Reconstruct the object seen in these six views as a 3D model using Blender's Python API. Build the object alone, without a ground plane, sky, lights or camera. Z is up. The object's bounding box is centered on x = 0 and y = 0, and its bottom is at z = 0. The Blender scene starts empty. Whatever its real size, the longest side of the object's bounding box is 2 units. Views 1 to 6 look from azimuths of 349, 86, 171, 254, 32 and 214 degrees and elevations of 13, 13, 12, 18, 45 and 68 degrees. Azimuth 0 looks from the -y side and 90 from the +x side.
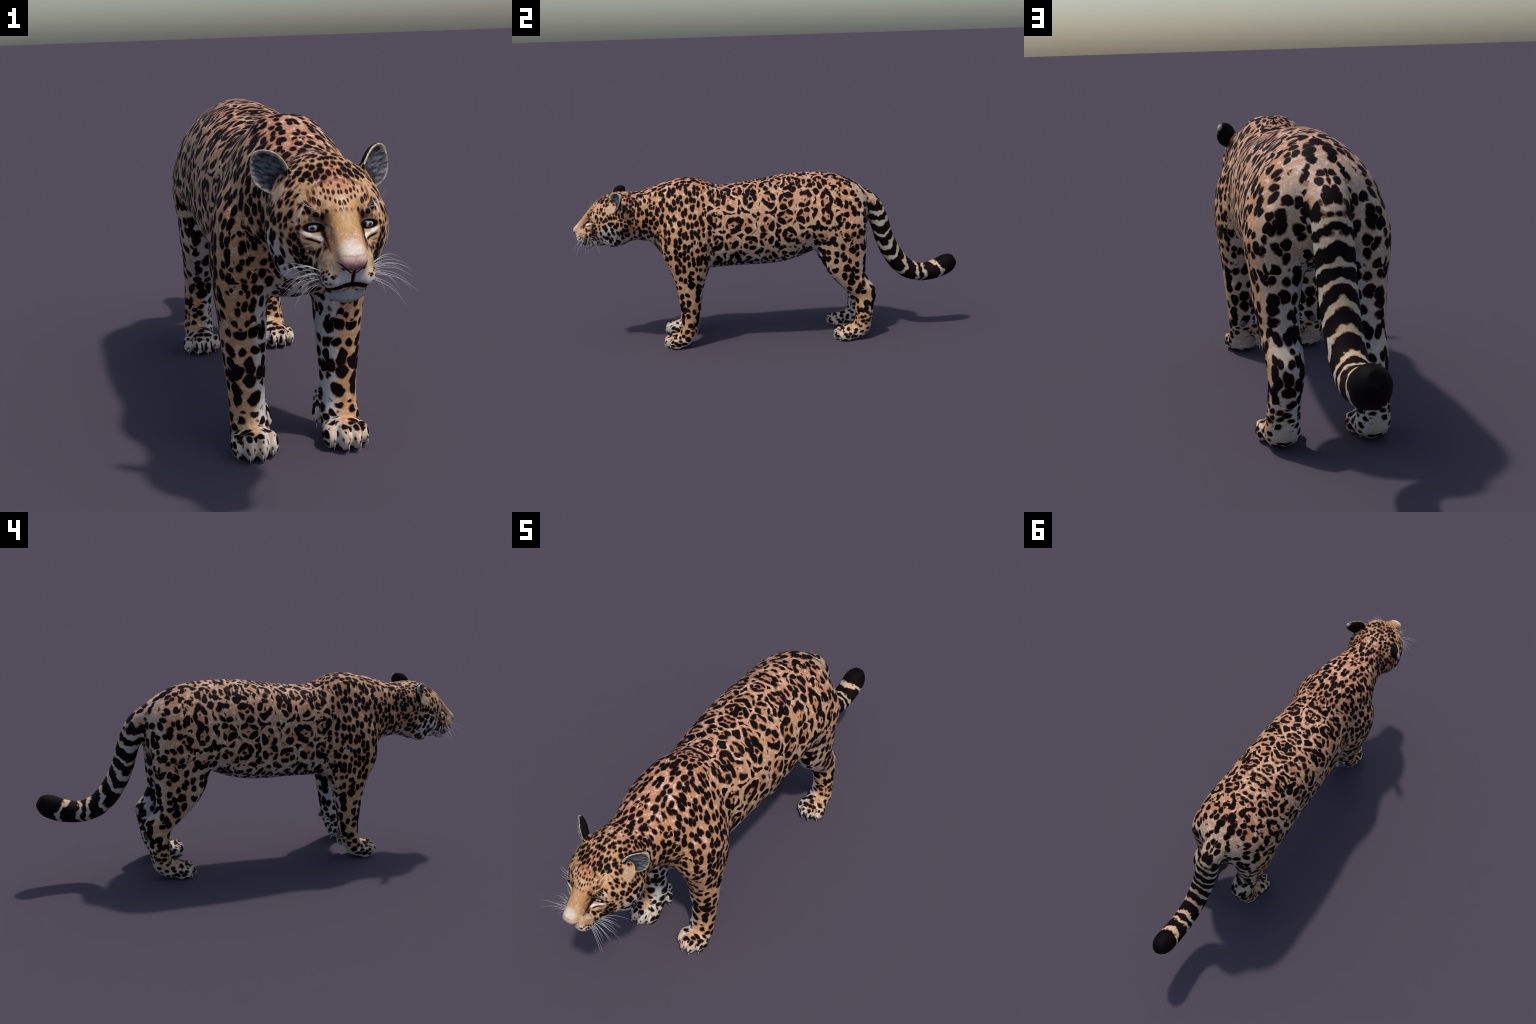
import bpy, math, random
import numpy as np
from mathutils import Vector, Matrix

random.seed(7)
rng = np.random.default_rng(7)
VOXEL = 0.0035

# ------------------------------------------------------------------ helpers
def pchip(xs, ys, xq):
    """Monotone cubic interpolation of station tables (no overshoot)."""
    xs = np.asarray(xs, float); ys = np.asarray(ys, float)
    h = np.diff(xs); d = np.diff(ys, axis=0) / h[:, None]
    m = np.zeros_like(ys)
    m[0], m[-1] = d[0], d[-1]
    for i in range(1, len(xs) - 1):
        same = d[i - 1] * d[i] > 0
        w1, w2 = 2 * h[i] + h[i - 1], h[i] + 2 * h[i - 1]
        with np.errstate(divide='ignore', invalid='ignore'):
            hm = (w1 + w2) / (w1 / d[i - 1] + w2 / d[i])
        m[i] = np.where(same, hm, 0.0)
    k = np.clip(np.searchsorted(xs, xq) - 1, 0, len(xs) - 2)
    t = ((xq - xs[k]) / h[k])[:, None]; H = h[k][:, None]
    return ((2*t**3 - 3*t**2 + 1) * ys[k] + (t**3 - 2*t**2 + t) * H * m[k]
            + (-2*t**3 + 3*t**2) * ys[k+1] + (t**3 - t**2) * H * m[k+1])

class Builder:
    """Collects closed solids; they are fused into one skin afterwards."""
    def __init__(self):
        self.v, self.f = [], []
    def rings(self, rings):
        base = len(self.v); n = len(rings[0])
        for r in rings:
            self.v.extend([tuple(p) for p in r])
        for i in range(len(rings) - 1):
            for j in range(n):
                a = base + i*n + j; b = base + i*n + (j+1) % n
                self.f.append((a, b, b + n, a + n))
        for i, flip in ((0, True), (len(rings) - 1, False)):
            c = len(self.v); self.v.append(tuple(np.mean(rings[i], axis=0)))
            for j in range(n):
                a = base + i*n + j; b = base + i*n + (j+1) % n
                self.f.append((b, a, c) if flip else (a, b, c))
    def ellipsoid(self, c, r, rot=None, nu=28, nv=16):
        c = np.array(c); rings = []
        M = np.array(rot) if rot is not None else np.eye(3)
        for i in range(nv):
            th = math.pi * (i + 0.5) / nv
            ring = []
            for j in range(nu):
                ph = 2 * math.pi * j / nu
                p = np.array([r[0]*math.sin(th)*math.cos(ph), r[1]*math.sin(th)*math.sin(ph), r[2]*math.cos(th)])
                ring.append(c + M @ p)
            rings.append(ring)
        self.rings(rings)
    def both(self, c, r, rot=None):
        self.ellipsoid(c, r, rot)
        M = None
        if rot is not None:
            S = np.diag([-1.0, 1, 1]); M = S @ np.array(rot) @ S
        self.ellipsoid((-c[0], c[1], c[2]), r, M)
    def capsule(self, a, b, ra, rb, n=20):
        a = np.array(a, float); b = np.array(b, float); d = b - a; L = np.linalg.norm(d); d /= L
        x = np.cross(d, [0.3, 0.5, 0.81]); x /= np.linalg.norm(x); y = np.cross(d, x)
        rings = []
        for t, s, o in [(0, .35, -.94), (0, .75, -.66), (0, 1, 0), (.33, 1, 0), (.66, 1, 0), (1, 1, 0), (1, .75, .66), (1, .35, .94)]:
            r = ra + (rb - ra) * t
            c = a + d * (L * t + o * r)
            rings.append([c + s*r*(math.cos(q)*x + math.sin(q)*y) for q in np.linspace(0, 2*math.pi, n, endpoint=False)])
        self.rings(rings)

def sgnpow(v, e):
    return np.sign(v) * np.abs(v) ** e

def section_loft(B, stations, count, nseg=56):
    """Cross-sections across the body at y: (y, z_top, z_bottom, half_width, z_widest, n_top, n_bottom)."""
    S = np.array(stations, float)
    yq = np.linspace(S[0, 0], S[-1, 0], count)
    P = pchip(S[:, 0], S[:, 1:], yq)
    a = np.linspace(0, 2*math.pi, nseg, endpoint=False)
    ca, sa = np.cos(a), np.sin(a)
    rings = []
    for y, (zt, zb, w, zw, nt, nb) in zip(yq, P):
        n = np.where(sa >= 0, nt, nb)
        x = w * sgnpow(ca, 2/n)
        z = zw + np.where(sa >= 0, zt - zw, zw - zb) * sgnpow(sa, 2/n)
        rings.append(np.stack([x, np.full_like(x, y), z], 1))
    B.rings(rings)

def limb_loft(B, stations, count, side, nseg=40, n=2.2):
    """Cross-sections of a leg at z: (z, x_inner, x_outer, y_front, y_back)."""
    S = np.array(sorted(stations), float)
    zq = np.linspace(S[0, 0], S[-1, 0], count)
    P = pchip(S[:, 0], S[:, 1:], zq)
    a = np.linspace(0, 2*math.pi, nseg, endpoint=False)
    rings = []
    for z, (xi, xo, yf, yb) in zip(zq, P):
        x = (xi + xo)/2 + (xo - xi)/2 * sgnpow(np.cos(a), 2/n)
        y = (yf + yb)/2 + (yb - yf)/2 * sgnpow(np.sin(a), 2/n)
        r = np.stack([side * x, y, np.full_like(x, z)], 1)
        rings.append(r if side > 0 else r[::-1])
    B.rings(rings)

# ------------------------------------------------------------------ body stations
TORSO = [
    (-.720, .795, .555, .098, .675, 2.0, 2.0),
    (-.660, .798, .543, .103, .670, 2.0, 2.0),
    (-.610, .809, .538, .112, .665, 2.0, 2.0),
    (-.570, .822, .497, .130, .655, 2.0, 2.0),
    (-.530, .835, .438, .145, .640, 2.0, 2.0),
    (-.480, .848, .406, .158, .610, 2.05, 2.1),
    (-.420, .859, .392, .166, .585, 2.05, 2.2),
    (-.370, .858, .386, .168, .580, 1.95, 2.2),
    (-.330, .848, .385, .167, .575, 1.9, 2.2),
    (-.290, .827, .387, .167, .575, 2.0, 2.2),
    (-.240, .812, .391, .171, .580, 2.2, 2.2),
    (-.140, .819, .394, .179, .590, 2.3, 2.2),
    (-.040, .833, .394, .184, .595, 2.3, 2.2),
    (.060, .851, .401, .188, .600, 2.15, 2.2),
    (.150, .859, .424, .191, .605, 1.95, 2.2),
    (.240, .860, .458, .199, .605, 1.8, 2.1),
    (.330, .851, .478, .201, .610, 1.78, 2.0),
    (.410, .828, .495, .182, .630, 1.8, 2.0),
    (.465, .798, .510, .145, .640, 1.8, 2.0),
    (.500, .766, .540, .103, .655, 1.9, 2.0),
    (.520, .722, .580, .052, .660, 2.0, 2.0),
]
SKULL = [
    (-.660, .793, .595, .090, .680, 2.0, 2.0),
    (-.690, .798, .550, .106, .675, 2.0, 2.0),
    (-.720, .800, .535, .120, .655, 2.0, 2.0),
    (-.750, .801, .524, .130, .640, 1.95, 2.0),
    (-.785, .797, .522, .135, .637, 1.9, 2.0),
    (-.820, .785, .527, .129, .640, 1.9, 2.0),
    (-.850, .769, .531, .115, .645, 1.95, 2.0),
    (-.875, .752, .537, .098, .650, 2.1, 2.0),
    (-.893, .732, .545, .081, .652, 2.2, 2.0),
    (-.905, .708, .563, .056, .650, 2.2, 2.0),
]
MUZZLE = [
    (-.860, .752, .540, .078, .600, 1.5, 2.2),
    (-.885, .735, .542, .071, .594, 1.4, 2.3),
    (-.910, .713, .544, .065, .590, 1.4, 2.4),
    (-.930, .690, .545, .060, .588, 1.4, 2.4),
    (-.948, .668, .547, .052, .588, 1.5, 2.4),
    (-.962, .652, .553, .042, .590, 1.6, 2.3),
    (-.973, .640, .567, .032, .598, 1.9, 2.2),
    (-.982, .632, .587, .0265, .609, 2.2, 2.2),
    (-.989, .625, .595, .022, .610, 2.2, 2.2),
    (-.9945, .617, .603, .013, .610, 2.0, 2.0),
]
BRIDGE = [
    (-.860, .752, .660, .040, .700, 2.6, 2.0),
    (-.885, .733, .640, .037, .690, 2.8, 2.0),
    (-.907, .716, .620, .0345, .675, 2.8, 2.0),
    (-.933, .686, .600, .0315, .650, 2.8, 2.2),
    (-.957, .659, .595, .0295, .630, 2.8, 2.4),
    (-.977, .636, .588, .0300, .614, 2.6, 2.4),
    (-.987, .626, .592, .0275, .610, 2.4, 2.4),
    (-.9935, .618, .600, .020, .610, 2.2, 2.2),
]
FORELEG = [
    (.800, .040, .075, -.445, -.385),
    (.760, .045, .110, -.480, -.350),
    (.700, .050, .155, -.515, -.322),
    (.640, .050, .186, -.538, -.310),
    (.580, .050, .201, -.550, -.303),
    (.510, .055, .206, -.549, -.300),
    (.440, .058, .203, -.528, -.303),
    (.400, .060, .197, -.511, -.312),
    (.370, .062, .193, -.499, -.322),
    (.330, .064, .188, -.486, -.338),
    (.280, .067, .184, -.476, -.350),
    (.220, .071, .179, -.469, -.360),
    (.160, .075, .173, -.465, -.369),
    (.110, .076, .171, -.466, -.379),
    (.070, .072, .173, -.478, -.392),
    (.040, .070, .174, -.480, -.408),
    (.010, .078, .166, -.470, -.438),
]
HINDLEG = [
    (.740, .050, .110, .310, .450),
    (.700, .045, .155, .270, .480),
    (.640, .034, .193, .240, .497),
    (.580, .032, .204, .232, .502),
    (.520, .035, .201, .236, .499),
    (.490, .040, .195, .242, .497),
    (.440, .052, .189, .252, .493),
    (.400, .058, .187, .268, .490),
    (.350, .062, .180, .298, .489),
    (.310, .063, .175, .332, .504),
    (.280, .064, .172, .362, .528),
    (.255, .065, .169, .388, .545),
    (.220, .067, .166, .424, .543),
    (.180, .073, .168, .433, .534),
    (.130, .079, .171, .434, .525),
    (.090, .080, .174, .430, .519),
    (.050, .078, .178, .412, .508),
    (.030, .080, .175, .412, .494),
    (.010, .088, .168, .412, .470),
]
# centre line of the tail in the y-z plane with half width and half height
TAIL = [
    (0.420, .735, .050, .040), (0.490, .722, .056, .050), (.545, .673, .056, .054),
    (.580, .600, .054, .050), (.608, .508, .053, .049), (.640, .436, .051, .050),
    (.686, .368, .050, .050), (.742, .321, .049, .049), (.812, .303, .049, .047),
    (.880, .314, .050, .050), (.935, .338, .050, .052), (.966, .357, .041, .043), (.986, .370, .021, .023),
]
FORE_TOES = [  # centre, radii of each toe of the fore paw
    ((.0770, -.496, .030), (.0180, .036, .031)), ((.1080, -.514, .032), (.0182, .043, .035)),
    ((.1395, -.513, .032), (.0180, .043, .034)), ((.1665, -.492, .029), (.0160, .036, .030))]
HIND_TOES = [
    ((.0840, .385, .027), (.0170, .038, .029)), ((.1140, .363, .029), (.0176, .042, .033)),
    ((.1460, .362, .029), (.0176, .042, .033)), ((.1760, .381, .027), (.0175, .038, .029))]

def tail_curve(count):
    T = np.array(TAIL)
    s = np.concatenate([[0], np.cumsum(np.hypot(np.diff(T[:, 0]), np.diff(T[:, 1])))])
    return pchip(s, T, np.linspace(0, s[-1], count))

def build_skin():
    B = Builder()
    section_loft(B, TORSO, 90)
    section_loft(B, SKULL[::-1], 40)
    section_loft(B, MUZZLE[::-1], 36)
    for s in (1, -1):
        limb_loft(B, FORELEG, 70, s)
        limb_loft(B, HINDLEG, 70, s)
        # fore paw
        B.ellipsoid((s*.121, -.474, .034), (.056, .060, .038))
        for c, r in FORE_TOES:
            B.ellipsoid((s*c[0], c[1], c[2]), r)
        B.capsule((s*.082, -.388, .108), (s*.069, -.402, .050), .017, .0145)   # dew toe
        # hind paw
        B.ellipsoid((s*.128, .410, .034), (.052, .078, .040))
        for c, r in HIND_TOES:
            B.ellipsoid((s*c[0], c[1], c[2]), r)
    section_loft(B, BRIDGE[::-1], 30)
    # whisker pads, chin, jaw, brows, cheek bones
    B.both((.026, -.944, .573), (.032, .034, .030))
    B.ellipsoid((0, -.922, .537), (.045, .031, .0265))
    B.ellipsoid((0, -.860, .553), (.062, .075, .026))
    B.both((.052, -.872, .704), (.026, .024, .016))
    B.both((.072, -.785, .592), (.050, .062, .066))
    # tail
    C = tail_curve(60)
    tang = np.gradient(C[:, :2], axis=0); tang /= np.linalg.norm(tang, axis=1)[:, None]
    rings = []
    for (y, z, w, h), (ty, tz) in zip(C, tang):
        ang = np.linspace(0, 2*math.pi, 32, endpoint=False)
        rings.append(np.stack([w*np.cos(ang), y - tz*h*np.sin(ang), z + ty*h*np.sin(ang)], 1))
    B.rings(rings)
    for s in (1, -1):
        build_ear(B, s)
    me = bpy.data.meshes.new("skin_source")
    me.from_pydata(B.v, [], B.f); me.update()
    ob = bpy.data.objects.new("skin_source", me)
    bpy.context.scene.collection.objects.link(ob)
    import bmesh
    bm = bmesh.new(); bm.from_mesh(me); bmesh.ops.recalc_face_normals(bm, faces=bm.faces); bm.to_mesh(me); bm.free()
    m = ob.modifiers.new("fuse", 'REMESH'); m.mode = 'VOXEL'; m.voxel_size = VOXEL; m.adaptivity = 0
    dg = bpy.context.evaluated_depsgraph_get()
    ev = ob.evaluated_get(dg); em = ev.to_mesh()
    nv = len(em.vertices); V = np.empty(nv*3); em.vertices.foreach_get("co", V); V = V.reshape(-1, 3).copy()
    F = np.empty(len(em.polygons)*4, int); em.polygons.foreach_get("vertices", F); F = F.reshape(-1, 4).copy()
    ev.to_mesh_clear()
    bpy.data.objects.remove(ob); bpy.data.meshes.remove(me)
    return V, F

# ------------------------------------------------------------------ ears
EAR_A = np.array((.072, -.792, .773))     # inner front end of the base
EAR_B = np.array((.122, -.757, .707))     # outer lower end of the base
EAR_T = np.array((.149, -.737, .806))     # tip
def ear_frame():
    mid = (EAR_A + EAR_B) / 2
    o = EAR_T - mid; L = np.linalg.norm(o); o /= L
    c = EAR_A - EAR_B; c -= o * (c @ o); W = np.linalg.norm(EAR_A - EAR_B); c /= np.linalg.norm(c)
    n = np.cross(o, c)
    if n[1] > 0: n = -n
    return mid, o, c, n, L, W
def build_ear(B, s):
    mid, o, c, n, L, W = ear_frame()
    na = 40
    def ring(rho, depth, push):
        pts = []
        for q in np.linspace(0, 2*math.pi, na, endpoint=False):
            u, v = math.cos(q), math.sin(q)
            # rounded outline: blunt at the tip, broad at the base
            a = u * W * (.53 if u > 0 else .46) * rho
            a *= 1 - .30*max(v*rho, 0)**2
            b = L*.40 + (v * L * .60 if v > 0 else v * L * .62) * rho
            bend = -.010 * (u*rho)**2 * 1.0
            pts.append(mid + c*a + o*b - n*(depth) + n*(push + bend*-1.2))
        p = np.array(pts)
        if s < 0: p = p * [-1, 1, 1]
        return p
    rings = []
    for rho in (.05, .35, .65, .85, .95):
        rings.append(ring(rho, (.017*math.sqrt(max(0, 1 - rho**2)) + .006), 0))
    rings.append(ring(1.0, .003, 0))
    rings.append(ring(.97, -.001, 0))
    rings.append(ring(.91, -.0015, 0))
    for rho in (.84, .70, .5, .25, .05):
        rings.append(ring(rho, .0125*(1 - (rho/.9)**2) - .001, 0))
    B.rings(rings)

# ------------------------------------------------------------------ sculpting on the fused skin
def edges_of(F):
    E = np.concatenate([F[:, [0, 1]], F[:, [1, 2]], F[:, [2, 3]], F[:, [3, 0]]]); E.sort(axis=1)
    return np.unique(E, axis=0)
def smooth(V, E, w, iters, lam=.5):
    """Laplacian smoothing weighted per vertex; only the touched area is computed."""
    act = w > 1e-3
    if not act.any(): return V
    e = E[act[E[:, 0]] | act[E[:, 1]]]
    used = np.unique(e); loc = np.full(len(V), -1); loc[used] = np.arange(len(used)); e = loc[e]
    n = len(used); deg = np.maximum(np.bincount(e.ravel(), minlength=n), 1)[:, None]
    ww = (lam * np.where(act, w, 0)[used])[:, None]
    P = V[used].copy(); A = np.empty_like(P)
    for _ in range(iters):
        for k in range(3):
            A[:, k] = np.bincount(e[:, 0], P[e[:, 1], k], n) + np.bincount(e[:, 1], P[e[:, 0], k], n)
        P += ww * (A / deg - P)
    V = V.copy(); V[used] = P
    return V
def fall(d):
    t = np.clip(1 - d, 0, 1)
    return t * t * (3 - 2 * t)
def ball(V, c, r):
    r = np.array(r, float)
    d = (np.stack([np.abs(V[:, 0]), V[:, 1], V[:, 2]], 1) - np.array(c)) / r
    return fall(np.linalg.norm(d, axis=1))
def brush(V, c, r, vec):
    w = ball(V, c, r)[:, None]
    d = np.array(vec, float)[None] * np.stack([np.sign(V[:, 0]), np.ones(len(V)), np.ones(len(V))], 1)
    return V + w * d
def vertex_normals(V, F):
    N = np.cross(V[F[:, 2]] - V[F[:, 0]], V[F[:, 3]] - V[F[:, 1]])
    out = np.zeros_like(V)
    for k in range(4):
        for a in range(3):
            out[:, a] += np.bincount(F[:, k], N[:, a], len(V))
    return out / np.maximum(np.linalg.norm(out, axis=1), 1e-12)[:, None]

def ear_coords(V):
    mid, o, c, n, L, W = ear_frame()
    d = np.stack([np.abs(V[:, 0]), V[:, 1], V[:, 2]], 1) - mid
    return d @ c / W, d @ o / L, d @ n

def sculpt(V, F):
    E = edges_of(F)
    one = np.ones(len(V))
    ax = np.abs(V[:, 0])
    # soften the joins of trunk and limbs, keep feet, face and ears crisp
    join = np.maximum.reduce([
        ball(V, (.14, -.43, .62), (.20, .24, .32)) * 1.0,
        ball(V, (.10, -.42, .42), (.16, .20, .12)),
        ball(V, (.13, .36, .58), (.20, .26, .28)),
        ball(V, (.05, .45, .55), (.14, .16, .30)),
        ball(V, (.0, .52, .70), (.12, .14, .16)),
        ball(V, (.0, -.66, .66), (.20, .14, .22))])
    join = np.clip(join * 2.2, 0, 1)
    ue, ve, we = ear_coords(V)
    earw = fall(np.abs(ue) / .75) * (ve > -.2) * (np.abs(we) < .05)
    join = join * (1 - np.clip(2*earw, 0, 1))
    V = smooth(V, E, join, 90, .7)
    V = smooth(V, E, np.clip(2*ball(V, (.085, -.79, .585), (.07, .12, .11)), 0, 1), 50)
    head = fall((V[:, 1] + .86) / .16) * (1 - np.clip(3*earw, 0, 1))
    V = smooth(V, E, head, 14)
    V = smooth(V, E, ball(V, (.050, -.915, .615), (.035, .05, .04)), 40)
    foot = np.clip((.10 - V[:, 2]) / .03, 0, 1)
    V = smooth(V, E, .8 - .65*foot, 4)
    # ---- face
    V = brush(V, (.060, -.905, .667), (.030, .030, .022), (-.006, .008, -.002))     # eye socket
    V = brush(V, (.012, -.9745, .607), (.010, .014, .008), (0, .010, .002))          # nostril wings
    V = brush(V, (0, -.968, .575), (.006, .02, .022), (0, .006, 0))                  # groove under the nose
    V = brush(V, (.046, -.895, .694), (.030, .035, .014), (0, -.007, -.001))           # brow ridge
    # mouth line: groove between upper lip and chin
    ax = np.abs(V[:, 0])
    zl = .5600 - 7.0*ax**2*(ax < .045) - (ax >= .045)*(.0142 + (ax - .045)*.12)
    g = fall(np.abs(V[:, 2] - zl) / .007) * fall(np.clip((V[:, 1] + .93)/.05, 0, 1)) * (V[:, 1] < -.875)
    N = vertex_normals(V, F)
    V = V - N * (g * .0055)[:, None]
    # ---- muscle relief on shoulders, ribs, thighs
    V = brush(V, (.075, -.405, .845), (.06, .09, .05), (.004, 0, .004))
    V = brush(V, (.0, -.40, .87), (.022, .12, .05), (0, 0, -.004))
    V = brush(V, (.20, -.275, .56), (.07, .045, .20), (-.012, 0, 0))                 # behind the shoulder
    V = brush(V, (.185, -.302, .50), (.07, .022, .15), (-.010, 0, 0))                # crease behind the upper arm
    V = brush(V, (.20, .215, .50), (.07, .05, .10), (-.010, 0, 0))                    # flank hollow
    V = smooth(V, E, .5 - .4*foot, 2)
    V[:, 2] = np.maximum(V[:, 2], 0.0005 * ((V[:, 2] < .0005)))
    return V, E
# ------------------------------------------------------------------ node graph helpers
class Q:
    """A value in a shader graph; arithmetic on it adds Math nodes."""
    def __init__(self, g, s): self.g, self.s = g, s
    def _m(self, op, *o): return self.g.math(op, self, *o)
    def __add__(a, b): return a._m('ADD', b)
    __radd__ = __add__
    def __mul__(a, b): return a._m('MULTIPLY', b)
    __rmul__ = __mul__
    def __sub__(a, b): return a._m('SUBTRACT', b)
    def __rsub__(a, b): return a.g.math('SUBTRACT', b, a)
    def __truediv__(a, b): return a._m('DIVIDE', b)
    def __neg__(a): return a * -1.0
    def abs(a): return a._m('ABSOLUTE')
    def sqrt(a): return a._m('SQRT')
    def max(a, b): return a._m('MAXIMUM', b)
    def min(a, b): return a._m('MINIMUM', b)
    def inv(a): return a.g.math('SUBTRACT', 1.0, a)
    def step(a, lo, hi):
        """smooth 0..1 ramp from lo to hi (lo may be larger than hi)"""
        n = a.g.node('ShaderNodeMapRange'); n.interpolation_type = 'SMOOTHSTEP'; n.clamp = True
        if lo < hi: rng_ = (lo, hi, 0.0, 1.0)
        else: rng_ = (hi, lo, 1.0, 0.0)
        a.g.link(a, n.inputs[0])
        for k, v in zip((1, 2, 3, 4), rng_): n.inputs[k].default_value = v
        return Q(a.g, n.outputs[0])

class Graph:
    def __init__(self, name, rough=.62, spec=.35):
        self.mat = bpy.data.materials.new(name); self.mat.use_nodes = True
        self.t = self.mat.node_tree; self.t.nodes.clear()
        self.out = self.node('ShaderNodeOutputMaterial'); self.bsdf = self.node('ShaderNodeBsdfPrincipled')
        self.t.links.new(self.bsdf.outputs[0], self.out.inputs[0])
        self.bsdf.inputs['Roughness'].default_value = rough
        self.bsdf.inputs['Specular IOR Level'].default_value = spec
        co = self.node('ShaderNodeTexCoord')
        self.P = Q(self, co.outputs['Object'])
        ge = self.node('ShaderNodeNewGeometry'); self.N = Q(self, ge.outputs['Normal'])
        self.x, self.y, self.z = self.split(self.P)
        self.nx, self.ny, self.nz = self.split(self.N)
        self.ax = self.x.abs()
    def node(self, kind): return self.t.nodes.new(kind)
    def link(self, v, sock):
        if isinstance(v, Q): self.t.links.new(v.s, sock)
        elif isinstance(v, (tuple, list)): sock.default_value = (*v, 1.0) if sock.type == 'RGBA' and len(v) == 3 else v
        else: sock.default_value = v
    def math(self, op, *a):
        n = self.node('ShaderNodeMath'); n.operation = op
        for i, v in enumerate(a): self.link(v, n.inputs[i])
        return Q(self, n.outputs[0])
    def split(self, v):
        n = self.node('ShaderNodeSeparateXYZ'); self.link(v, n.inputs[0]); return [Q(self, o) for o in n.outputs]
    def vec(self, x, y, z):
        n = self.node('ShaderNodeCombineXYZ')
        for i, v in enumerate((x, y, z)): self.link(v, n.inputs[i])
        return Q(self, n.outputs[0])
    def noise(self, v, scale, detail=2.0, rough=.5, color=False):
        n = self.node('ShaderNodeTexNoise'); self.link(v, n.inputs['Vector'])
        n.inputs['Scale'].default_value = scale; n.inputs['Detail'].default_value = detail; n.inputs['Roughness'].default_value = rough
        return Q(self, n.outputs['Color' if color else 'Fac'])
    def vmath(self, op, a, b=None, scale=None):
        n = self.node('ShaderNodeVectorMath'); n.operation = op; self.link(a, n.inputs[0])
        if b is not None: self.link(b, n.inputs[1])
        if scale is not None: n.inputs['Scale'].default_value = scale
        return n
    def cells(self, v, jitter=.85):
        n = self.node('ShaderNodeTexVoronoi'); n.voronoi_dimensions = '2D'; n.feature = 'F1'
        self.link(v, n.inputs['Vector']); n.inputs['Scale'].default_value = 1.0; n.inputs['Randomness'].default_value = jitter
        r = self.node('ShaderNodeSeparateColor'); self.t.links.new(n.outputs['Color'], r.inputs[0])
        return Q(self, n.outputs['Distance']), Q(self, n.outputs['Position']), Q(self, r.outputs[0])
    def cell_edge(self, v, jitter=.85):
        n = self.node('ShaderNodeTexVoronoi'); n.voronoi_dimensions = '2D'; n.feature = 'DISTANCE_TO_EDGE'
        self.link(v, n.inputs['Vector']); n.inputs['Scale'].default_value = 1.0; n.inputs['Randomness'].default_value = jitter
        return Q(self, n.outputs['Distance'])
    def mix(self, f, a, b):
        n = self.node('ShaderNodeMix'); n.data_type = 'RGBA'
        self.link(f, n.inputs[0]); self.link(a, n.inputs[6]); self.link(b, n.inputs[7]); return Q(self, n.outputs[2])
    def tint(self, col, f):
        """multiply a colour by a grey value"""
        n = self.node('ShaderNodeVectorMath'); n.operation = 'SCALE'; self.link(col, n.inputs[0]); self.link(f, n.inputs['Scale']); return Q(self, n.outputs[0])
    def lump(self, c, r, inner=.45):
        """soft ellipsoid mask, mirrored left/right"""
        d = self.vmath('LENGTH', self.vec((self.ax - c[0]) / r[0], (self.y - c[1]) / r[1], (self.z - c[2]) / r[2]))
        return Q(self, d.outputs['Value']).step(1.0, inner)
    def stroke(self, a, b, w, soft=.002, drop=0.0, jit=None, flat=False):
        """soft line from a to b (mirrored), half width w, fading towards b if drop"""
        a = Vector(a); b = Vector(b)
        if flat: a.y = b.y = 0.0
        ba = b - a
        p = self.vec(self.ax - a.x, 0.0 if flat else self.y - a.y, self.z - a.z)
        t = Q(self, self.vmath('DOT_PRODUCT', p, tuple(ba / ba.length_squared)).outputs['Value'])
        t = t.max(0.0).min(1.0)
        tip = self.node('ShaderNodeVectorMath'); tip.operation = 'SCALE'; tip.inputs[0].default_value = ba; self.link(t, tip.inputs['Scale'])
        d = Q(self, self.vmath('DISTANCE', p, Q(self, tip.outputs[0])).outputs['Value'])
        if jit is not None: d = d + jit
        if drop: d = d + t * drop
        m = d.step(w + soft, max(w - soft, 0.0))
        return m * self.y.step(-.845, -.865) if flat else m
    def colour(self, c): self.link(c, self.bsdf.inputs['Base Color'])
    def bump(self, h, strength, dist):
        n = self.node('ShaderNodeBump'); n.inputs['Strength'].default_value = strength; n.inputs['Distance'].default_value = dist
        self.link(h, n.inputs['Height']); self.t.links.new(n.outputs[0], self.bsdf.inputs['Normal'])

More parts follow.
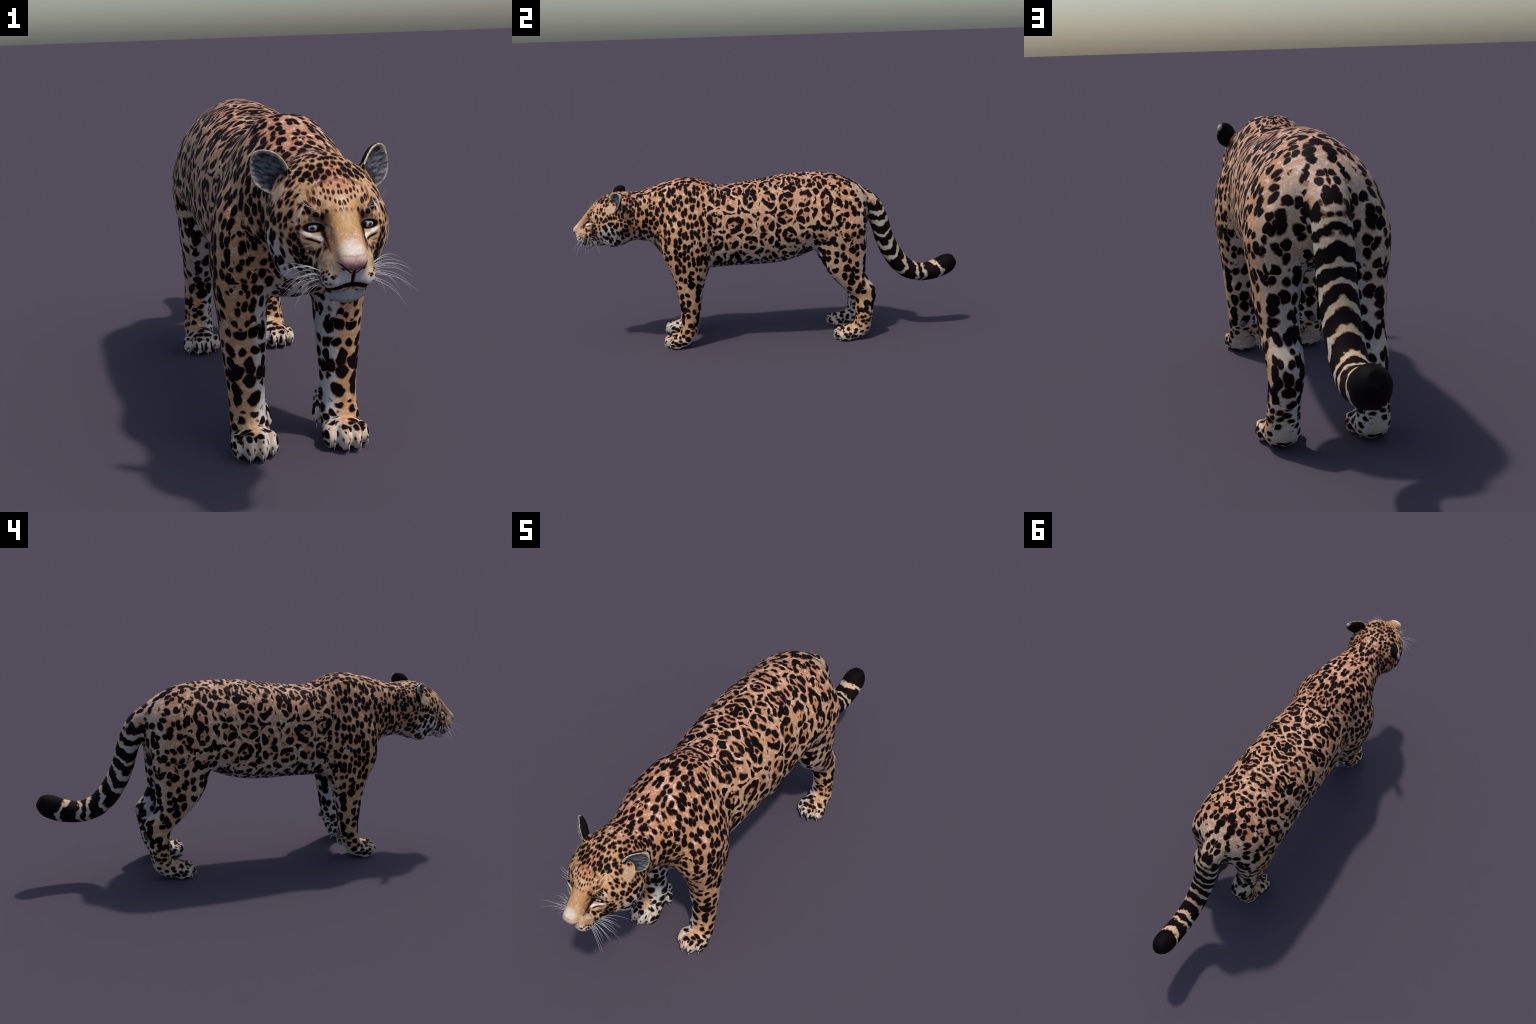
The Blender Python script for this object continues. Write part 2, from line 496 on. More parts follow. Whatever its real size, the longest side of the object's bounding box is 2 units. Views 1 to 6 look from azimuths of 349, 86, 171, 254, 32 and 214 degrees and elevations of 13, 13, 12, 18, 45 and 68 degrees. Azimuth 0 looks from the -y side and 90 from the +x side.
# ------------------------------------------------------------------ the coat
class Coat(Graph):
    """Spotted fur. Spots are laid out on the three axis planes; the plane that faces
    the surface wins and its neighbours fade out, so no spot is stretched."""
    def __init__(self, name, layers):
        super().__init__(name)
        self.layers = layers
        x, y, z, ax = self.x, self.y, self.z, self.ax
        wob = self.noise(self.vec(ax, y, z), 17.0, 2.0, .5, True)
        self.wob = self.vmath('SUBTRACT', wob, (.5, .5, .5)); self.wx, self.wy, self.wz = self.split(Q(self, self.wob.outputs[0]))
        fw = self.noise(self.vec(ax, y, z), 75.0, 1.0, .5, True)
        self.fx, self.fy, self.fz = self.split(Q(self, self.vmath('SUBTRACT', fw, (.5, .5, .5)).outputs[0]))
        fine = self.noise(self.P, 420.0, 2.0, .6); self.fine = fine
        self.mid = self.noise(self.P, 70.0, 3.0, .6)
        self.big = self.noise(self.P, 9.0, 2.0, .5)
        self.anx, self.any, self.anz = self.nx.abs(), self.ny.abs(), self.nz.abs()
        self.pside = (0.70 - self.anx).max(0.0) * .075
        self.ptop = (0.74 - self.anz).max(0.0) * .075
        self.pfront = (0.72 - self.any).max(0.0) * .075
        self.fill = None
        d = None
        for l in layers:
            dl = getattr(self, l)()
            d = dl if d is None else d.min(dl)
        self.d = d + (fine - .5) * .0032 + (self.mid - .5) * .002
    # -- one set of spots on a plane with coordinates u, v (metres)
    def dots(self, u, v, cell, su=1.0, sv=1.0, seed=0.0, r=.36, vary=.14, warp=.35, lose=0.0):
        p = self.vec((u + self.wx * (warp * cell * 2) + self.fx * (cell * .17)) / (cell * su) + seed, (v + self.wz * (warp * cell * 2) + self.fz * (cell * .17)) / (cell * sv) + seed * 1.7, 0.0)
        d, pos, rnd = self.cells(p)
        rad = rnd * (2 * vary) + (r - vary)
        if lose: rad = rad * rnd.step(lose - .03, lose + .03)
        return (d - rad) * cell
    def rosettes(self, u, v, cell, seed, su=1.0, sv=1.0):
        """Rosettes: round each cell centre runs a ring that swells into three to six blobs
        and pinches off between them; small dots sit in some centres and between the rings."""
        uu = (u + self.wx * .040 + self.fx * .0045) / su; vv = (v + self.wz * .040 + self.fz * .0045) / sv
        p = self.vec(uu / cell + seed, vv / cell + seed * 1.7, 0.0)
        r, pos, rnd = self.cells(p, .44)
        du, dv, _ = self.split(Q(self, self.vmath('SUBTRACT', p, pos).outputs[0]))
        th = self.math('ARCTAN2', dv, du)
        k = self.math('FLOOR', rnd * 2.99 + 3.0)
        wv = self.math('FRACT', rnd * 7.3)
        r0 = self.math('COSINE', th * 2.0 + rnd * 31.0) * .035 + .292
        turn = self.math('FRACT', th * k / (2 * math.pi) + rnd * 5.0) - .5          # position within one blob
        arc = turn / k * (2 * math.pi) * r0
        rad = self.math('COSINE', th + rnd * 41.0) * .028 + self.math('COSINE', th * 2.0 + wv * 37.0) * .020 + .110
        ring = ((((r - r0) * (r - r0)) + (arc * .64) * (arc * .64)).sqrt() - rad) * cell
        dot = (r - (self.math('FRACT', rnd * 13.7) * .11 - .015)) * cell
        fill_in = self.dots(u, v, .027, .95, 1.1, seed + 33, .41, .12, .4) + r.step(.56, .46) * .03
        return ring.min(dot).min(fill_in), r.step(.40, .26)
    def faces(self, fn, parts=('side', 'top', 'front')):
        x, y, z, ax = self.x, self.y, self.z, self.ax
        d = None
        for k in parts:
            if k == 'side': e = fn(y, z, 3.1) + self.pside
            elif k == 'top': e = fn(ax, y, 7.7) + self.ptop
            else: e = fn(ax, z, 12.3) + self.pfront
            d = e if d is None else d.min(e)
        return d
    def gate(self, d, w): return d + w.inv() * w.inv() * .03
    # masks of the zones
    def w_head(self): return (self.y + self.wx * .10).step(-.660, -.675)
    def w_paw(self): return (self.z + self.wy * .10 - self.y.step(-.1, .1) * .03).step(.122, .106)
    def w_neck(self):
        yy = self.y + self.wy * .2
        return self.z.step(.40, .45) * (self.y + self.wx * .10).step(-.685, -.670) * (yy + (self.z - .6) * .2).step(-.55, -.575)
    def w_shoulder(self):
        yy = self.y + self.wy * .25
        return (yy + (self.z - .6) * .2).step(-.575, -.55) * yy.step(-.285, -.32) * (self.z + self.wx * .2).step(.345, .365)
    def w_leg(self):
        hind = (self.y + self.wy * .25).step(.17, .20) * (self.z + (self.y - .25) * .25 + self.wx * .22).step(.585, .56)
        low = (self.z + self.wx * .2).step(.365, .345)
        return hind.max(low) * self.w_paw().inv()
    def w_rump(self):
        return (self.y + self.wy * .25).step(.33, .36) * (self.z + (self.y - .25) * .25 + self.wx * .22).step(.56, .585)
    def w_flank(self):
        return (self.y + self.wy * .25).step(-.32, -.285) * self.z.step(.30, .36) * self.w_leg().inv() * self.w_rump().inv()
    # layers
    def w_cheek(self):
        return self.lump((.125, -.775, .600), (.085, .105, .080), .75)
    def cheek(self):
        return self.gate(self.faces(lambda u, v, s: self.dots(u + v * .35, v - u * .35, .0245, .78, 1.35, s + 51, .36, .14, .7, .10)), self.w_cheek())
    def head(self):
        return self.gate(self.faces(lambda u, v, s: self.dots(u, v, .0150, .88, 1.3, s, .325, .16, .6, .08)), self.w_head() * self.w_cheek().inv())
    def paw(self):
        fn = lambda u, v, s: self.dots(u, v, .0225, 1.25, .85, s + 40, .32, .11, .4, .14)
        d = self.faces(fn, ('top', 'side'))
        return self.gate(d.min(self.faces(fn, ('front',)) + self.z.step(.072, .052) * .03), self.w_paw())
    def neck(self):
        return self.gate(self.faces(lambda u, v, s: self.dots(u, v, .0230, .82, 1.25, s + 3, .355, .10, .35)), self.w_neck())
    def shoulder(self):
        return self.gate(self.faces(lambda u, v, s: self.dots(u, v, .0270, .82, 1.28, s + 9, .350, .10, .35)), self.w_shoulder())
    def leg(self):
        return self.gate(self.faces(lambda u, v, s: self.dots(u, v, .039, .92, 1.12, s + 15, .36, .14, .5)), self.w_leg())
    def rump(self):
        return self.gate(self.faces(lambda u, v, s: self.dots(u, v, .036, .95, 1.08, s + 22, .355, .12, .5)), self.w_rump())
    def flank(self):
        ds, fs = self.rosettes(self.y, self.z, .099, 5.3, .93, 1.06)
        dt, ft = self.rosettes(self.ax, self.y, .071, 9.1, 1.1, .93)
        w = self.w_flank()
        self.fill = fs * (self.anx).step(.5, .8) * w + ft * self.nz.step(.5, .8) * w
        return self.gate((ds + self.pside).min(dt + self.ptop), w)
    # ground colour under the spots
    def ground(self):
        s = self.x / self.ax.max(.0001)
        self.out_edge = self.ax.step(.175, .14)
        out = s * self.nx                                   # +1 on the outer side
        tan = self.mix(self.z.step(.36, .78), (.52, .285, .135), (.49, .225, .100))
        tan = self.mix(self.nz.step(.35, .95) * self.z.step(.5, .7), tan, (.46, .185, .090))
        rearpale = self.y.step(.36, .52) * self.ny.step(.1, .7)
        tan = self.mix(rearpale * .55, tan, (.60, .52, .40))
        window = self.y.step(-.36, -.26) * self.y.step(.42, .30)
        tan = self.mix(window * (self.z + self.wz * .2).step(.70, .44) * .5, tan, (.52, .43, .33))
        white = (.56, .55, .53)
        belly = self.y.step(-.34, -.27) * self.y.step(.30, .20)
        low = (self.z + self.wy * .15).step(.50, .405) * self.nz.step(.35, -.25) * belly
        low = low.max(self.nz.step(-.35, -.75) * self.z.step(.12, .2))
        inner = out.step(.0, -.55) * self.z.step(.60, .50) * self.ax.step(.02, .05)
        back = self.ny.step(.45, .9) * self.z.step(.50, .36) * .4
        knee = self.ny.step(-.25, -.7) * self.y.step(.18, .21) * self.z.step(.28, .32) * self.out_edge
        pale = low.max(inner).max(back).max(knee * .8)
        col = self.mix(pale, tan, white)
        col = self.mix((self.z + self.wx*.05).step(.066, .040) * .8, col, (.62, .53, .43))
        return col
    def finish(self, col, black, flecks=1.0):
        """fur grain, pale guard hairs, brown rims round the spots, black spots"""
        patch = self.noise(self.P, 48.0, 3.0, .6)
        hair = self.noise(self.P, 190.0, 3.0, .7)
        pale = (patch * .5 + hair * .5 + (self.nz - .3) * .02).step(.51, .62)
        col = self.mix(pale * (.66 * flecks), col, (.82, .66, .56))
        shade = (self.mid * .55 + self.fine * .45)
        col = self.tint(col, (shade - .5) * 1.1 + 1.0)
        rim = black.step(.0, .45)
        col = self.mix(rim * .85, col, (.19, .070, .026))
        dark = self.mix(self.big.step(.4, .65), (.004, .003, .003), (.010, .005, .006))
        full = black.step(.42, .95)
        col = self.mix(full, col, dark)
        self.colour(col)
        spec = self.node('ShaderNodeMapRange'); self.link(full, spec.inputs[0])
        spec.inputs[3].default_value = .30; spec.inputs[4].default_value = .04
        self.t.links.new(spec.outputs[0], self.bsdf.inputs['Specular IOR Level'])
        h = self.fine * .5 + hair * .5
        self.bump(h, .22, .004)
    def black(self):
        return self.d.step(.0060, -.0014)
    def fur(self):
        col = self.ground()
        if self.fill is not None:
            col = self.mix(self.fill.inv() * .25 * self.w_flank(), col, (.58, .41, .26))
            col = self.mix(self.fill * .55, col, (.40, .170, .070))
        return col

def coat_material(name, layers):
    c = Coat(name, layers)
    c.finish(c.fur(), c.black())
    return c.mat

def tail_material():
    c = Coat("tail_coat", ['rump'])
    ang = c.math('ARCTAN2', c.z - .60, c.y - .85)
    ang = c.math('MODULO', ang + 2*math.pi, 2*math.pi) * (180 / math.pi)
    up = c.nz * .5 + c.ny * .5
    a = ang + c.wx * 12.0 + c.wz * 9.0 + c.fx * 3.0 + (c.mid - .5) * 1.5 + (c.x*c.x) * -2300.0 - 1.0 + up * 1.5
    white = None
    for pos, w in ((165.0, 2.0), (176.0, 1.9), (189.5, 2.0), (204.0, 2.1), (218.5, 2.6), (235.0, 1.9), (250.5, 1.7), (259.5, 1.0), (274.0, 2.1)):
        b = (a - pos).abs().step(w + 1.4, w - .6)
        white = b if white is None else white.max(b)
    tailw = (ang + c.wx * 10).step(160.0, 165.0)
    ring_black = white.inv()
    spots = c.black()
    black = spots * tailw.inv() + ring_black * tailw
    col = c.fur()
    band_col = c.mix((c.nz + c.ny * .3).step(.1, .8), (.47, .43, .36), (.54, .38, .22))  # pale bands: tan on the upper side, greyer cream beneath
    col = c.mix(tailw, col, band_col)
    c.finish(col, black, .6)
    return c.mat

def ear_nodes(c):
    mid, o, cc, n, L, W = ear_frame()
    p = c.vec(c.ax - float(mid[0]), c.y - float(mid[1]), c.z - float(mid[2]))
    f = lambda d: Q(c, c.vmath('DOT_PRODUCT', p, tuple(float(v) for v in d)).outputs['Value'])
    u, v, w = f(cc) / float(W), f(o) / float(L), f(n)
    s = c.x / c.ax.max(.0001)
    m = c.vec(s * c.nx, c.ny, c.nz)
    facing = Q(c, c.vmath('DOT_PRODUCT', m, tuple(float(q) for q in n)).outputs['Value'])
    return u, v, w, facing

def ear_material():
    c = Coat("ear_coat", ['head'])
    u, v, w, facing = ear_nodes(c)
    streak = c.noise(c.vec(u * 3.2 + v * 1.6, v * .7 - u * 1.0, w * 8), 4.0, 3.0, .55)
    rho = ((u / .48) * (u / .48) + ((v - .40) / .60) * ((v - .40) / .60)).sqrt()
    inside = facing.step(.1, .35)
    grey = c.mix(streak.step(.36, .72), (.022, .022, .027), (.20, .21, .235))
    grey = c.mix(v.step(.42, .0) * .85, grey, (.010, .009, .010))
    rim = (rho + (c.mid - .5) * .25).step(.74, .95)
    cream = c.mix(c.mid.step(.4, .65), (.40, .30, .19), (.66, .57, .46))
    front = c.mix(rim, grey, cream)
    backc = c.mix((v - u * .35 + (c.mid - .5) * .3).step(.86, 1.02), (.006, .005, .0045), (.62, .55, .47))
    col = c.mix(inside, backc, front)
    basel = v.step(.02, -.10) * facing.step(-.2, .3)
    col = c.mix(basel, col, (.46, .36, .24))
    col = c.tint(col, (c.fine - .5) * .6 + 1.0)
    c.colour(col); c.bump(c.fine * .5 + streak * .5, .25, .004)
    c.bsdf.inputs["Roughness"].default_value = .85; c.bsdf.inputs["Specular IOR Level"].default_value = .08
    return c.mat

def head_material():
    c = Coat("face_coat", ['head', 'neck', 'cheek'])
    x, y, z, ax = c.x, c.y, c.z, c.ax
    jit = (c.mid - .5) * .006 + (c.fine - .5) * .003
    # ---- ground colours
    col = c.mix(z.step(.58, .68), (.57, .38, .22), (.52, .285, .13))
    crown = c.lump((0, -.86, .77), (.055, .10, .07), .2)
    col = c.mix(crown * .85, col, (.52, .175, .085))
    cheek = c.lump((.120, -.785, .595), (.075, .095, .075), .3).max((z + c.wx*.03).step(.60, .55)).max(c.nz.step(-.2, -.7))
    col = c.mix(cheek, col, (.60, .60, .60))
    earbase = c.lump((.108, -.790, .730), (.036, .050, .046), .0)
    col = c.mix(earbase * .8, col, (.45, .34, .22))
    side = c.lump((.036, -.900, .686), (.024, .04, .036), .1).max(c.lump((.039, -.935, .648), (.018, .045, .040), .1))
    bridge = c.lump((0, -.925, .680), (.046, .075, .055), .5)
    col = c.mix(bridge, col, (.47, .235, .080))
    col = c.mix(c.lump((0, -.92, .685), (.024, .08, .06), .1) * .45, col, (.62, .42, .24))
    hairs = c.noise(c.vec(ax * 260, (y + z) * 60, (z - y) * 40), 1.0, 2.0)
    col = c.tint(col, (hairs - .5) * .7 + 1.0)
    col = c.mix(side * .95, col, (.27, .095, .022))
    forehead = c.lump((0, -.895, .715), (.022, .05, .035), .2)
    col = c.mix(forehead * .7, col, (.72, .48, .30))
    pad = c.lump((.045, -.93, .595), (.030, .045, .028), .3)
    col = c.mix(pad * .95, col, c.mix(c.mid.step(.42, .62), (.30, .165, .075), (.52, .34, .19)))
    nosetop = c.lump((0, -.980, .634), (.036, .040, .033), .2)
    col = c.mix(nosetop, col, (.68, .58, .48))
    padfront = c.lump((.016, -.968, .577), (.021, .022, .024), .4)
    col = c.mix(padfront, col, (.47, .46, .46))
    chin = (z + jit).step(.548, .541) * y.step(-.86, -.89)
    col = c.mix(chin, col, (.36, .36, .37))
    # ---- spots, kept off the bridge, the muzzle and the surroundings of the eyes
    clear = c.lump((0, -.940, .660), (.052, .095, .060), .75)
    clear = clear.max(c.lump((.030, -.960, .590), (.044, .060, .052), .7)).max(c.lump((.060, -.903, .652), (.038, .03, .036), .7)).max(chin).max(c.lump((0, -.99, .605), (.045, .03, .03), .7))
    clear = clear.max((earbase + c.wx * .6).step(.15, .6))
    black = c.black() * clear.inv()
    # small streaks on the brow
    br = c.dots(ax, z, .0118, .8, 1.4, 60.0, .33, .14, .4, .15)
    brow = c.lump((.0, -.885, .724), (.082, .055, .044), .6)
    black = black * brow.inv() + br.step(.0015, -.0012) * brow * .85
    # whisker rows
    wr = c.dots(y + ax * .6, z + y * .25, .0100, 1.25, .9, 71.0, .37, .08, .2)
    rows = c.lump((.047, -.950, .576), (.024, .050, .019), .6)
    black = black.max(wr.step(.0012, -.0012) * rows * .9)
    # under-eye stripes on the cheek
    st = c.dots(y, z, .013, 2.0, .75, 81.0, .36, .1, .5)
    chk = c.lump((.074, -.895, .622), (.020, .03, .018), .5)
    black = black.max(st.step(.0012, -.0012) * chk * .55)
    # ---- eye surround
    upper = c.stroke((.042, -.915, .680), (.074, -.885, .691), .0042, .002, 0, jit)
    outer = c.stroke((.088, -.880, .672), (.076, -.880, .702), .0045, .002, 0, jit)
    white = upper.max(outer).max(c.stroke((.048, -.910, .679), (.0385, -.916, .669), .0030, .002, 0, jit * .5, True)) * .65
    white = white.max(c.stroke((.047, -.916, .6465), (.060, -.908, .6505), .0062, .0016, 0, jit * .5))
    white = white.max(c.stroke((.055, -.912, .6495), (.088, -.880, .6585), .0042, .0016, 0, jit * .5))
    tanpatch = c.lump((.075, -.90, .638), (.020, .03, .008), .5)
    col = c.mix(tanpatch, col, (.52, .34, .15))
    col = c.mix(white, col, (.80, .78, .74))
    black = black * white.inv()
    eyeb = c.lump((.0585, -.899, .6662), (.0275, .034, .0120), .72)
    line = c.stroke((.044, -.919, .6365), (.088, -.882, .6490), .0026, .0014, 0, jit * .3)
    tear = c.stroke((.042, -.912, .661), (.038, -.934, .626), .0052, .003, .004, jit, True)
    brow_shade = c.stroke((.034, -.918, .672), (.066, -.896, .694), .0042, .0028, 0, jit, True)  # shade under the brow overhang, painted in as a dark brown stroke
    col = c.mix(brow_shade * .9, col, (.10, .035, .012))
    tail_line = c.stroke((.078, -.888, .668), (.096, -.870, .676), .0030, .0015, .0, jit * .5)
    browline = c.stroke((.050, -.895, .692), (.070, -.880, .716), .0030, .0018, 0, jit, True)
    black = black.max(eyeb).max(line).max(tear * .9).max(tail_line).max(browline * .8)
    # ---- nose
    nose = c.lump((0, -.992, .6080), (.033, .026, .0175), .75)
    pink = c.mix((z).step(.592, .622), (.15, .055, .050), (.60, .35, .33))
    vee = (z - .5835) * 1.12 - ax
    col = c.mix(nose, col, (.36, .35, .35))
    nose = nose * vee.step(-.001, .002)
    col = c.mix(nose, col, pink)
    ridge = c.stroke((0, -.992, .6235), (.022, -.985, .6235), .0022, .002)
    col = c.mix(ridge * .5, col, (.16, .13, .13))
    nostril = c.stroke((.020, -.982, .5975), (.033, -.955, .6045), .0042, .0022)
    under = (vee + .0012).abs().step(.0034, .0012) * y.step(-.956, -.966) * z.step(.585, .588) * z.step(.6120, .6060)
    phil = c.stroke((0, -.986, .592), (0, -.964, .561), .0038, .0024)
    lip_z = .5600 - ax * ax * 7.0
    lip = (z - lip_z).abs().step(.0072, .0035) * ax.step(.050, .044) * y.step(-.905, -.925)
    lipb = c.stroke((.038, -.938, .5470), (.062, -.890, .5430), .0085, .004, 0, jit)
    black = black.max(nostril).max(under * .9).max(phil).max(lip).max(lipb)
    # ---- finish
    back = y.step(-.80, -.69)
    col = c.mix(back, col, c.ground())
    c.finish(col, black, back * .5 + .5)
    return c.mat

def plain(name, col, rough=.5, spec=.5, vary=.15, scale=300.0):
    g = Graph(name, rough, spec)
    n = g.noise(g.P, scale, 2.0)
    g.colour(g.tint(col, (n - .5) * 2 * vary + 1.0))
    return g.mat

def eye_material():
    g = Graph("eye_surface", .28, .25)
    zz = g.z + .0008
    r = (g.x * g.x + zz * zz).sqrt()
    n = g.noise(g.vec(g.x * 900, g.z * 900, 0), 1.0, 2.0)
    iris = g.mix(r.step(.0035, .0070), (.13, .135, .13), (.46, .49, .47))
    iris = g.tint(iris, (n - .5) * .8 + 1.0)
    rim = r.step(.0082, .0096)
    pupil = r.step(.0038, .0030)
    lid = (g.z + g.x.abs() * .15).step(.0046, .0060)
    col = g.mix(rim.max(pupil).max(lid), iris, (.005, .004, .004))
    g.colour(col)
    return g.mat

def claw_material():
    g = Graph("claw_horn", .3, .5)
    n = g.noise(g.P, 500.0)
    g.colour(g.mix(g.z.step(-.001, -.006), (.03, .025, .022), (.66, .63, .58)))
    return g.mat
# ------------------------------------------------------------------ assembly
def link(ob, parent=None):
    bpy.context.scene.collection.objects.link(ob)
    if parent is not None: ob.parent = parent
    return ob

def split_parts(V, F, N):
    C = V[F].mean(axis=1); ax = np.abs(C[:, 0]); y, z = C[:, 1], C[:, 2]; side = np.where(C[:, 0] > 0, 0, 1)
    part = np.zeros(len(F), int)                                 # torso
    neck = (y + .15*(z - .65) < -.545) & (z > .47)
    part[neck] = 1
    ue, ve, we = ear_coords(C)
    head = y - .25*(z - .66) < -.685
    part[head] = 2
    ear = head & (ve > -.06 + .10*np.clip(we/.02, -1, 1)) & (np.abs(ue) < .7) & (np.abs(we) < .045) & (z > .70)
    # the ear starts where the shell leaves the skull
    skull = ((ax/.132)**2 + ((z - .640)/.172)**2 < 1.0) | (ax < .055)
    part[ear & ~skull] = 3
    part[(y < -.29) & (y > -.62) & (z < .455 - .25*np.clip((.10 - ax)/.05, 0, 1)*.35)] = 4
    th = (y > .19) & (z < .60 - .55*np.clip(.10 - ax, 0, .1)) & (z < .60 - .6*np.maximum(0, .36 - y)) & (ax > .03)
    part[th & (z < .60)] = 6
    tail = ((y - .535)*.70 - (z - .71)*.71 > 0) & (ax < .085) & (y > .52) & ((z > .45) | (y > .58))
    part[tail] = 8
    for p in (3, 4, 6): part[(part == p) & (side == 1)] += 50
    paw = (z < .085) & np.isin(part, (4, 6, 54, 56))
    part[paw] += 100
    return part

PARTS = [  # id, name, parent id, material
    (0, "torso", None, 'torso'), (1, "neck", None, 'neck'), (2, "head", None, 'head'), (8, "tail", None, 'tail'),
    (4, "foreleg", None, 'foreleg'), (54, "foreleg", None, 'foreleg'), (6, "hindleg", None, 'hindleg'), (56, "hindleg", None, 'hindleg'),
    (3, "ear", 2, 'ear'), (53, "ear", 2, 'ear'),
    (104, "paw", 4, 'foreleg'), (154, "paw", 54, 'foreleg'), (106, "paw", 6, 'hindleg'), (156, "paw", 56, 'hindleg')]

def revolve_mesh(name, profile, bend=0.0, n=16):
    """spike along -z with radius profile [(z, r)], curved towards +y"""
    v, f = [], []
    for zz, r in profile:
        for q in np.linspace(0, 2*math.pi, n, endpoint=False):
            v.append((r*.62*math.cos(q), r*math.sin(q) + bend*zz*zz, zz))
    m = len(profile)
    for i in range(m - 1):
        for j in range(n):
            f.append((i*n + j, i*n + (j+1) % n, (i+1)*n + (j+1) % n, (i+1)*n + j))
    f.append(tuple(range(n))); f.append(tuple((m-1)*n + j for j in range(n))[::-1])
    me = bpy.data.meshes.new(name); me.from_pydata(v, [], f); me.shade_smooth(); me.update()
    return me

def whisker_mesh(name, length, sag, r0):
    v, f = [], []; n, m = 6, 14
    for i in range(m):
        t = i/(m - 1); c = Vector((length*t, 0, sag*length*(math.sin(t*2.0)*.5 - t*t)))
        r = r0*(1 - .85*t)
        for q in np.linspace(0, 2*math.pi, n, endpoint=False):
            v.append((c.x, c.y + r*math.cos(q), c.z + r*math.sin(q)))
    for i in range(m - 1):
        for j in range(n):
            f.append((i*n + j, i*n + (j+1) % n, (i+1)*n + (j+1) % n, (i+1)*n + j))
    f.append(tuple(range(n))[::-1]); f.append(tuple((m-1)*n + j for j in range(n)))
    me = bpy.data.meshes.new(name); me.from_pydata(v, [], f); me.shade_smooth(); me.update()
    return me

def surface_hit(V, N, p, direction):
    """point where the skin is met coming from p along -direction (nearest vertex in a thin beam)"""
    d = np.array(direction, float); d /= np.linalg.norm(d)
    q = V - np.array(p); t = q @ d; r = np.linalg.norm(q - t[:, None]*d, axis=1)
    k = np.where(r < .004)[0]
    j = k[np.argmax(t[k])]
    return V[j], N[j]

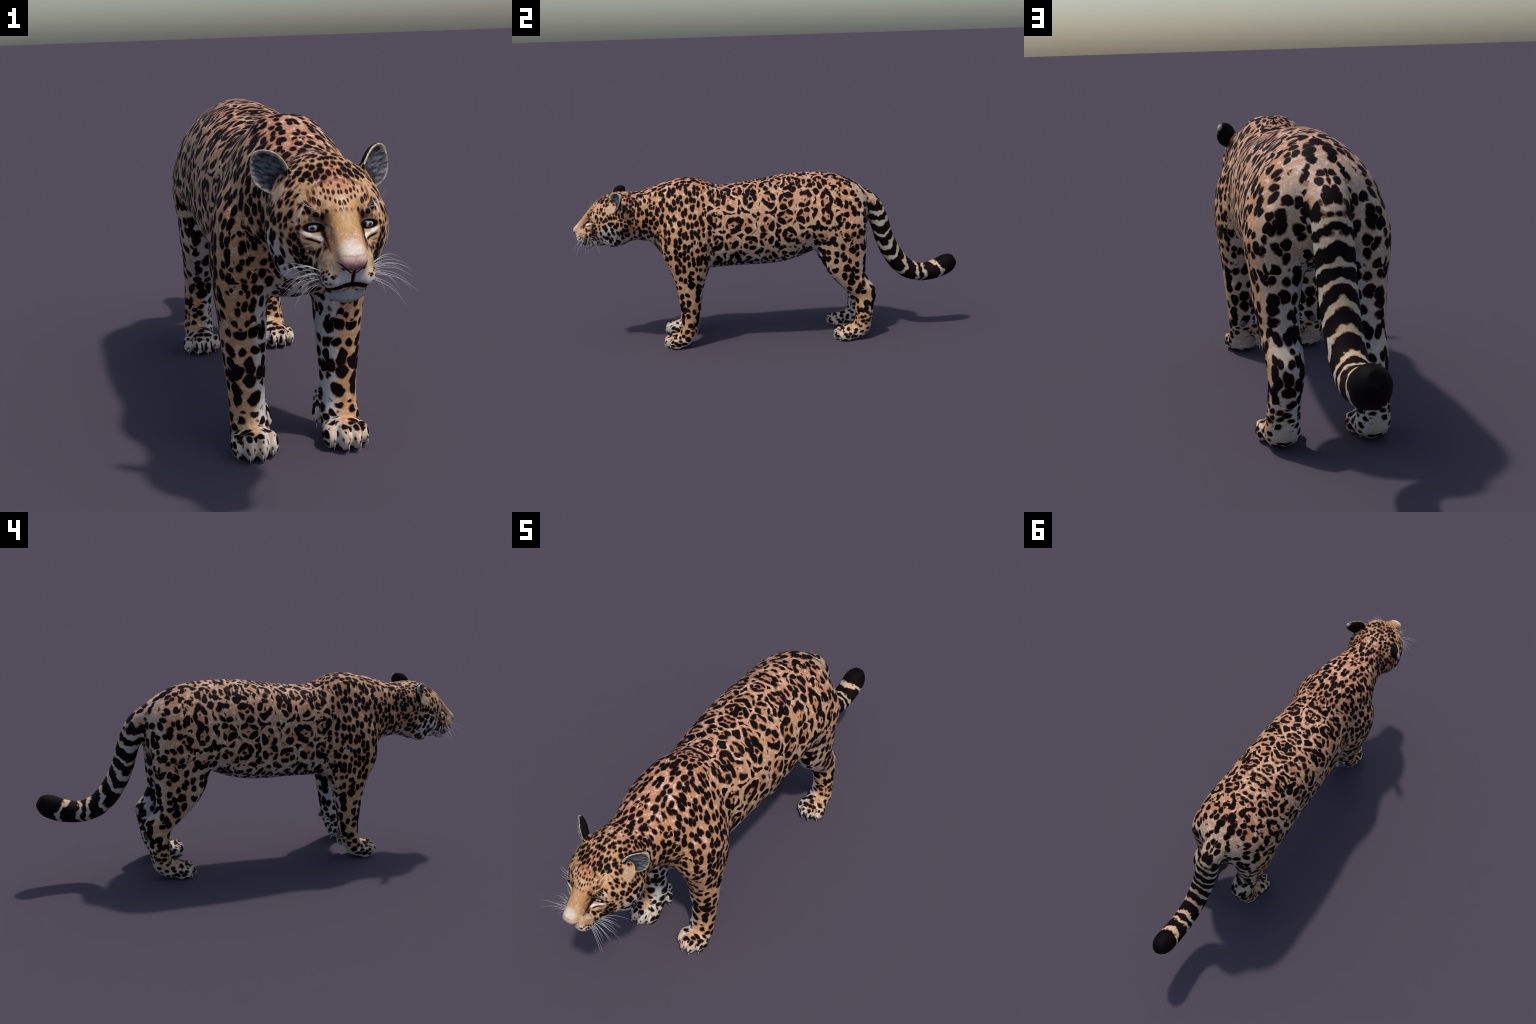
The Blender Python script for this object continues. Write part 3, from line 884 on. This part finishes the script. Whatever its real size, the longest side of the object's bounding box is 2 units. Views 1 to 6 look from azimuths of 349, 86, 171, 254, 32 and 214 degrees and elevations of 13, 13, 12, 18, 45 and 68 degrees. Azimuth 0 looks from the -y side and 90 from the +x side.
def main():
    V, F = build_skin()
    V, E = sculpt(V, F)
    N = vertex_normals(V, F)
    body = coat_material("body_coat", ['flank', 'shoulder', 'leg', 'rump', 'neck', 'paw'])
    mats = {'torso': body, 'foreleg': body, 'hindleg': body,
            'neck': coat_material("neck_coat", ['neck', 'shoulder', 'head', 'cheek']),
            'head': head_material(), 'ear': ear_material(), 'tail': tail_material()}
    root = bpy.data.objects.new("jaguar", None); link(root)
    root["label"] = "spotted jaguar standing with lowered head and curved ringed tail"
    root["category"] = "big cat"
    part = split_parts(V, F, N)
    objs = {}
    for pid, name, par, mk in PARTS:
        fs = F[part == pid]
        if len(fs) == 0: continue
        used, inv = np.unique(fs, return_inverse=True); inv = inv.reshape(fs.shape)
        me = bpy.data.meshes.new(name)
        me.vertices.add(len(used)); me.vertices.foreach_set("co", V[used].ravel())
        me.loops.add(inv.size); me.loops.foreach_set("vertex_index", inv.ravel().astype(np.int32))
        me.polygons.add(len(fs)); me.polygons.foreach_set("loop_start", np.arange(0, inv.size, 4, dtype=np.int32))
        me.update(calc_edges=True); me.shade_smooth()
        me.normals_split_custom_set_from_vertices(N[used].tolist())
        me.materials.append(mats[mk])
        objs[pid] = link(bpy.data.objects.new(name, me), root if par is None else objs[par])
    head = objs[2]
    # ---- eyes
    me = bpy.data.meshes.new("eye")
    import bmesh
    bm = bmesh.new(); bmesh.ops.create_uvsphere(bm, u_segments=32, v_segments=20, radius=.0165); bm.to_mesh(me); bm.free()
    for v in me.vertices: v.co = (v.co.x, v.co.y*.78, v.co.z*.56)
    me.shade_smooth(); me.materials.append(eye_material())
    for s in (1, -1):
        e = link(bpy.data.objects.new("eye", me), head)
        e.location = (s*.0560, -.8885, .6665)
        e.rotation_euler = (math.radians(4), math.radians(8*s), math.radians(26*s))
    # ---- claws
    claw = revolve_mesh("claw", [(.006, .0034), (.002, .0040), (-.003, .0036), (-.008, .0029), (-.013, .0021), (-.018, .0011), (-.0215, .0003)], bend=22.0)
    claw.materials.append(claw_material())
    for toes, dy, front in ((FORE_TOES, .0, True), (HIND_TOES, .0, False)):
        for s, pid in ((1, 4 if front else 6), (-1, 54 if front else 56)):
            for c, r in toes:
                o = link(bpy.data.objects.new("claw", claw), objs[pid])
                o.location = (s*(c[0] + .004), c[1] - r[1]*.93, c[2] - r[2]*.20 + .0035)
                o.rotation_euler = (math.radians(-22), 0, math.radians(s*(4 if c[0] < .13 else 10)))
    for s, pid in ((1, 4), (-1, 54)):
        o = link(bpy.data.objects.new("claw", claw), objs[pid])
        o.location = (s*.066, -.410, .036); o.rotation_euler = (math.radians(-8), 0, 0)
    # ---- carpal pads at the back of the wrists
    pad_mat = plain("pad_skin", (.10, .105, .105), .6, .3)
    me = bpy.data.meshes.new("carpal_pad")
    bm = bmesh.new(); bmesh.ops.create_uvsphere(bm, u_segments=20, v_segments=14, radius=.0115); bm.to_mesh(me); bm.free()
    me.shade_smooth(); me.materials.append(pad_mat)
    for s, pid in ((1, 4), (-1, 54)):
        o = link(bpy.data.objects.new("carpal_pad", me), objs[pid]); o.location = (s*.128, -.3715, .124)
    # ---- whiskers
    wm = plain("whisker_hair", (.72, .72, .72), .35, .5, .05)
    kinds = [whisker_mesh("whisker", L, sag, .00052) for L, sag in ((.085, .35), (.070, .45), (.095, .28), (.055, .5))]
    brow = whisker_mesh("brow_whisker", .05, -.35, .0004)
    for m in kinds + [brow]: m.materials.append(wm)
    for s in (1, -1):
        for row in range(4):
            for k in range(5):
                yy = -.945 + k*.0105 + row*.002; zz = .586 - row*.0095 - k*.0008
                p, nrm = surface_hit(V, N, (0, yy, zz), (s, 0, 0))
                o = link(bpy.data.objects.new("whisker", random.choice(kinds)), head)
                o.location = (p[0] - s*.001, p[1], p[2])
                yaw = math.radians(random.uniform(-22, 0) + k*13 - 12)      # back along the cheek
                pitch = math.radians(8 - row*12 + random.uniform(-8, 8))
                d = Vector((math.cos(yaw)*math.cos(pitch), math.sin(yaw)*math.cos(pitch), math.sin(pitch)))
                d.x *= s
                xax = d.normalized(); zax = Vector((0, 0, 1)); yax = zax.cross(xax).normalized(); zax = xax.cross(yax)
                o.rotation_euler = Matrix((xax, yax, zax)).transposed().to_euler()
                sc = random.uniform(.75, 1.1); o.scale = (sc, 1, sc)
        for k in range(4):
            p, nrm = surface_hit(V, N, (s*(.048 + k*.006), 0, .702 + k*.003), (0, -1, 0))
            o = link(bpy.data.objects.new("brow_whisker", brow), head)
            o.location = (p[0], p[1] + .001, p[2])
            d = Vector((s*random.uniform(.5, 1.0), -.45 + .12*k, random.uniform(.35, .8)))
            xax = d.normalized(); zax = Vector((0, 0, 1)); yax = zax.cross(xax).normalized(); zax = xax.cross(yax)
            o.rotation_euler = Matrix((xax, yax, zax)).transposed().to_euler()
            sc = random.uniform(.7, 1.1); o.scale = (sc, 1, sc)

main()
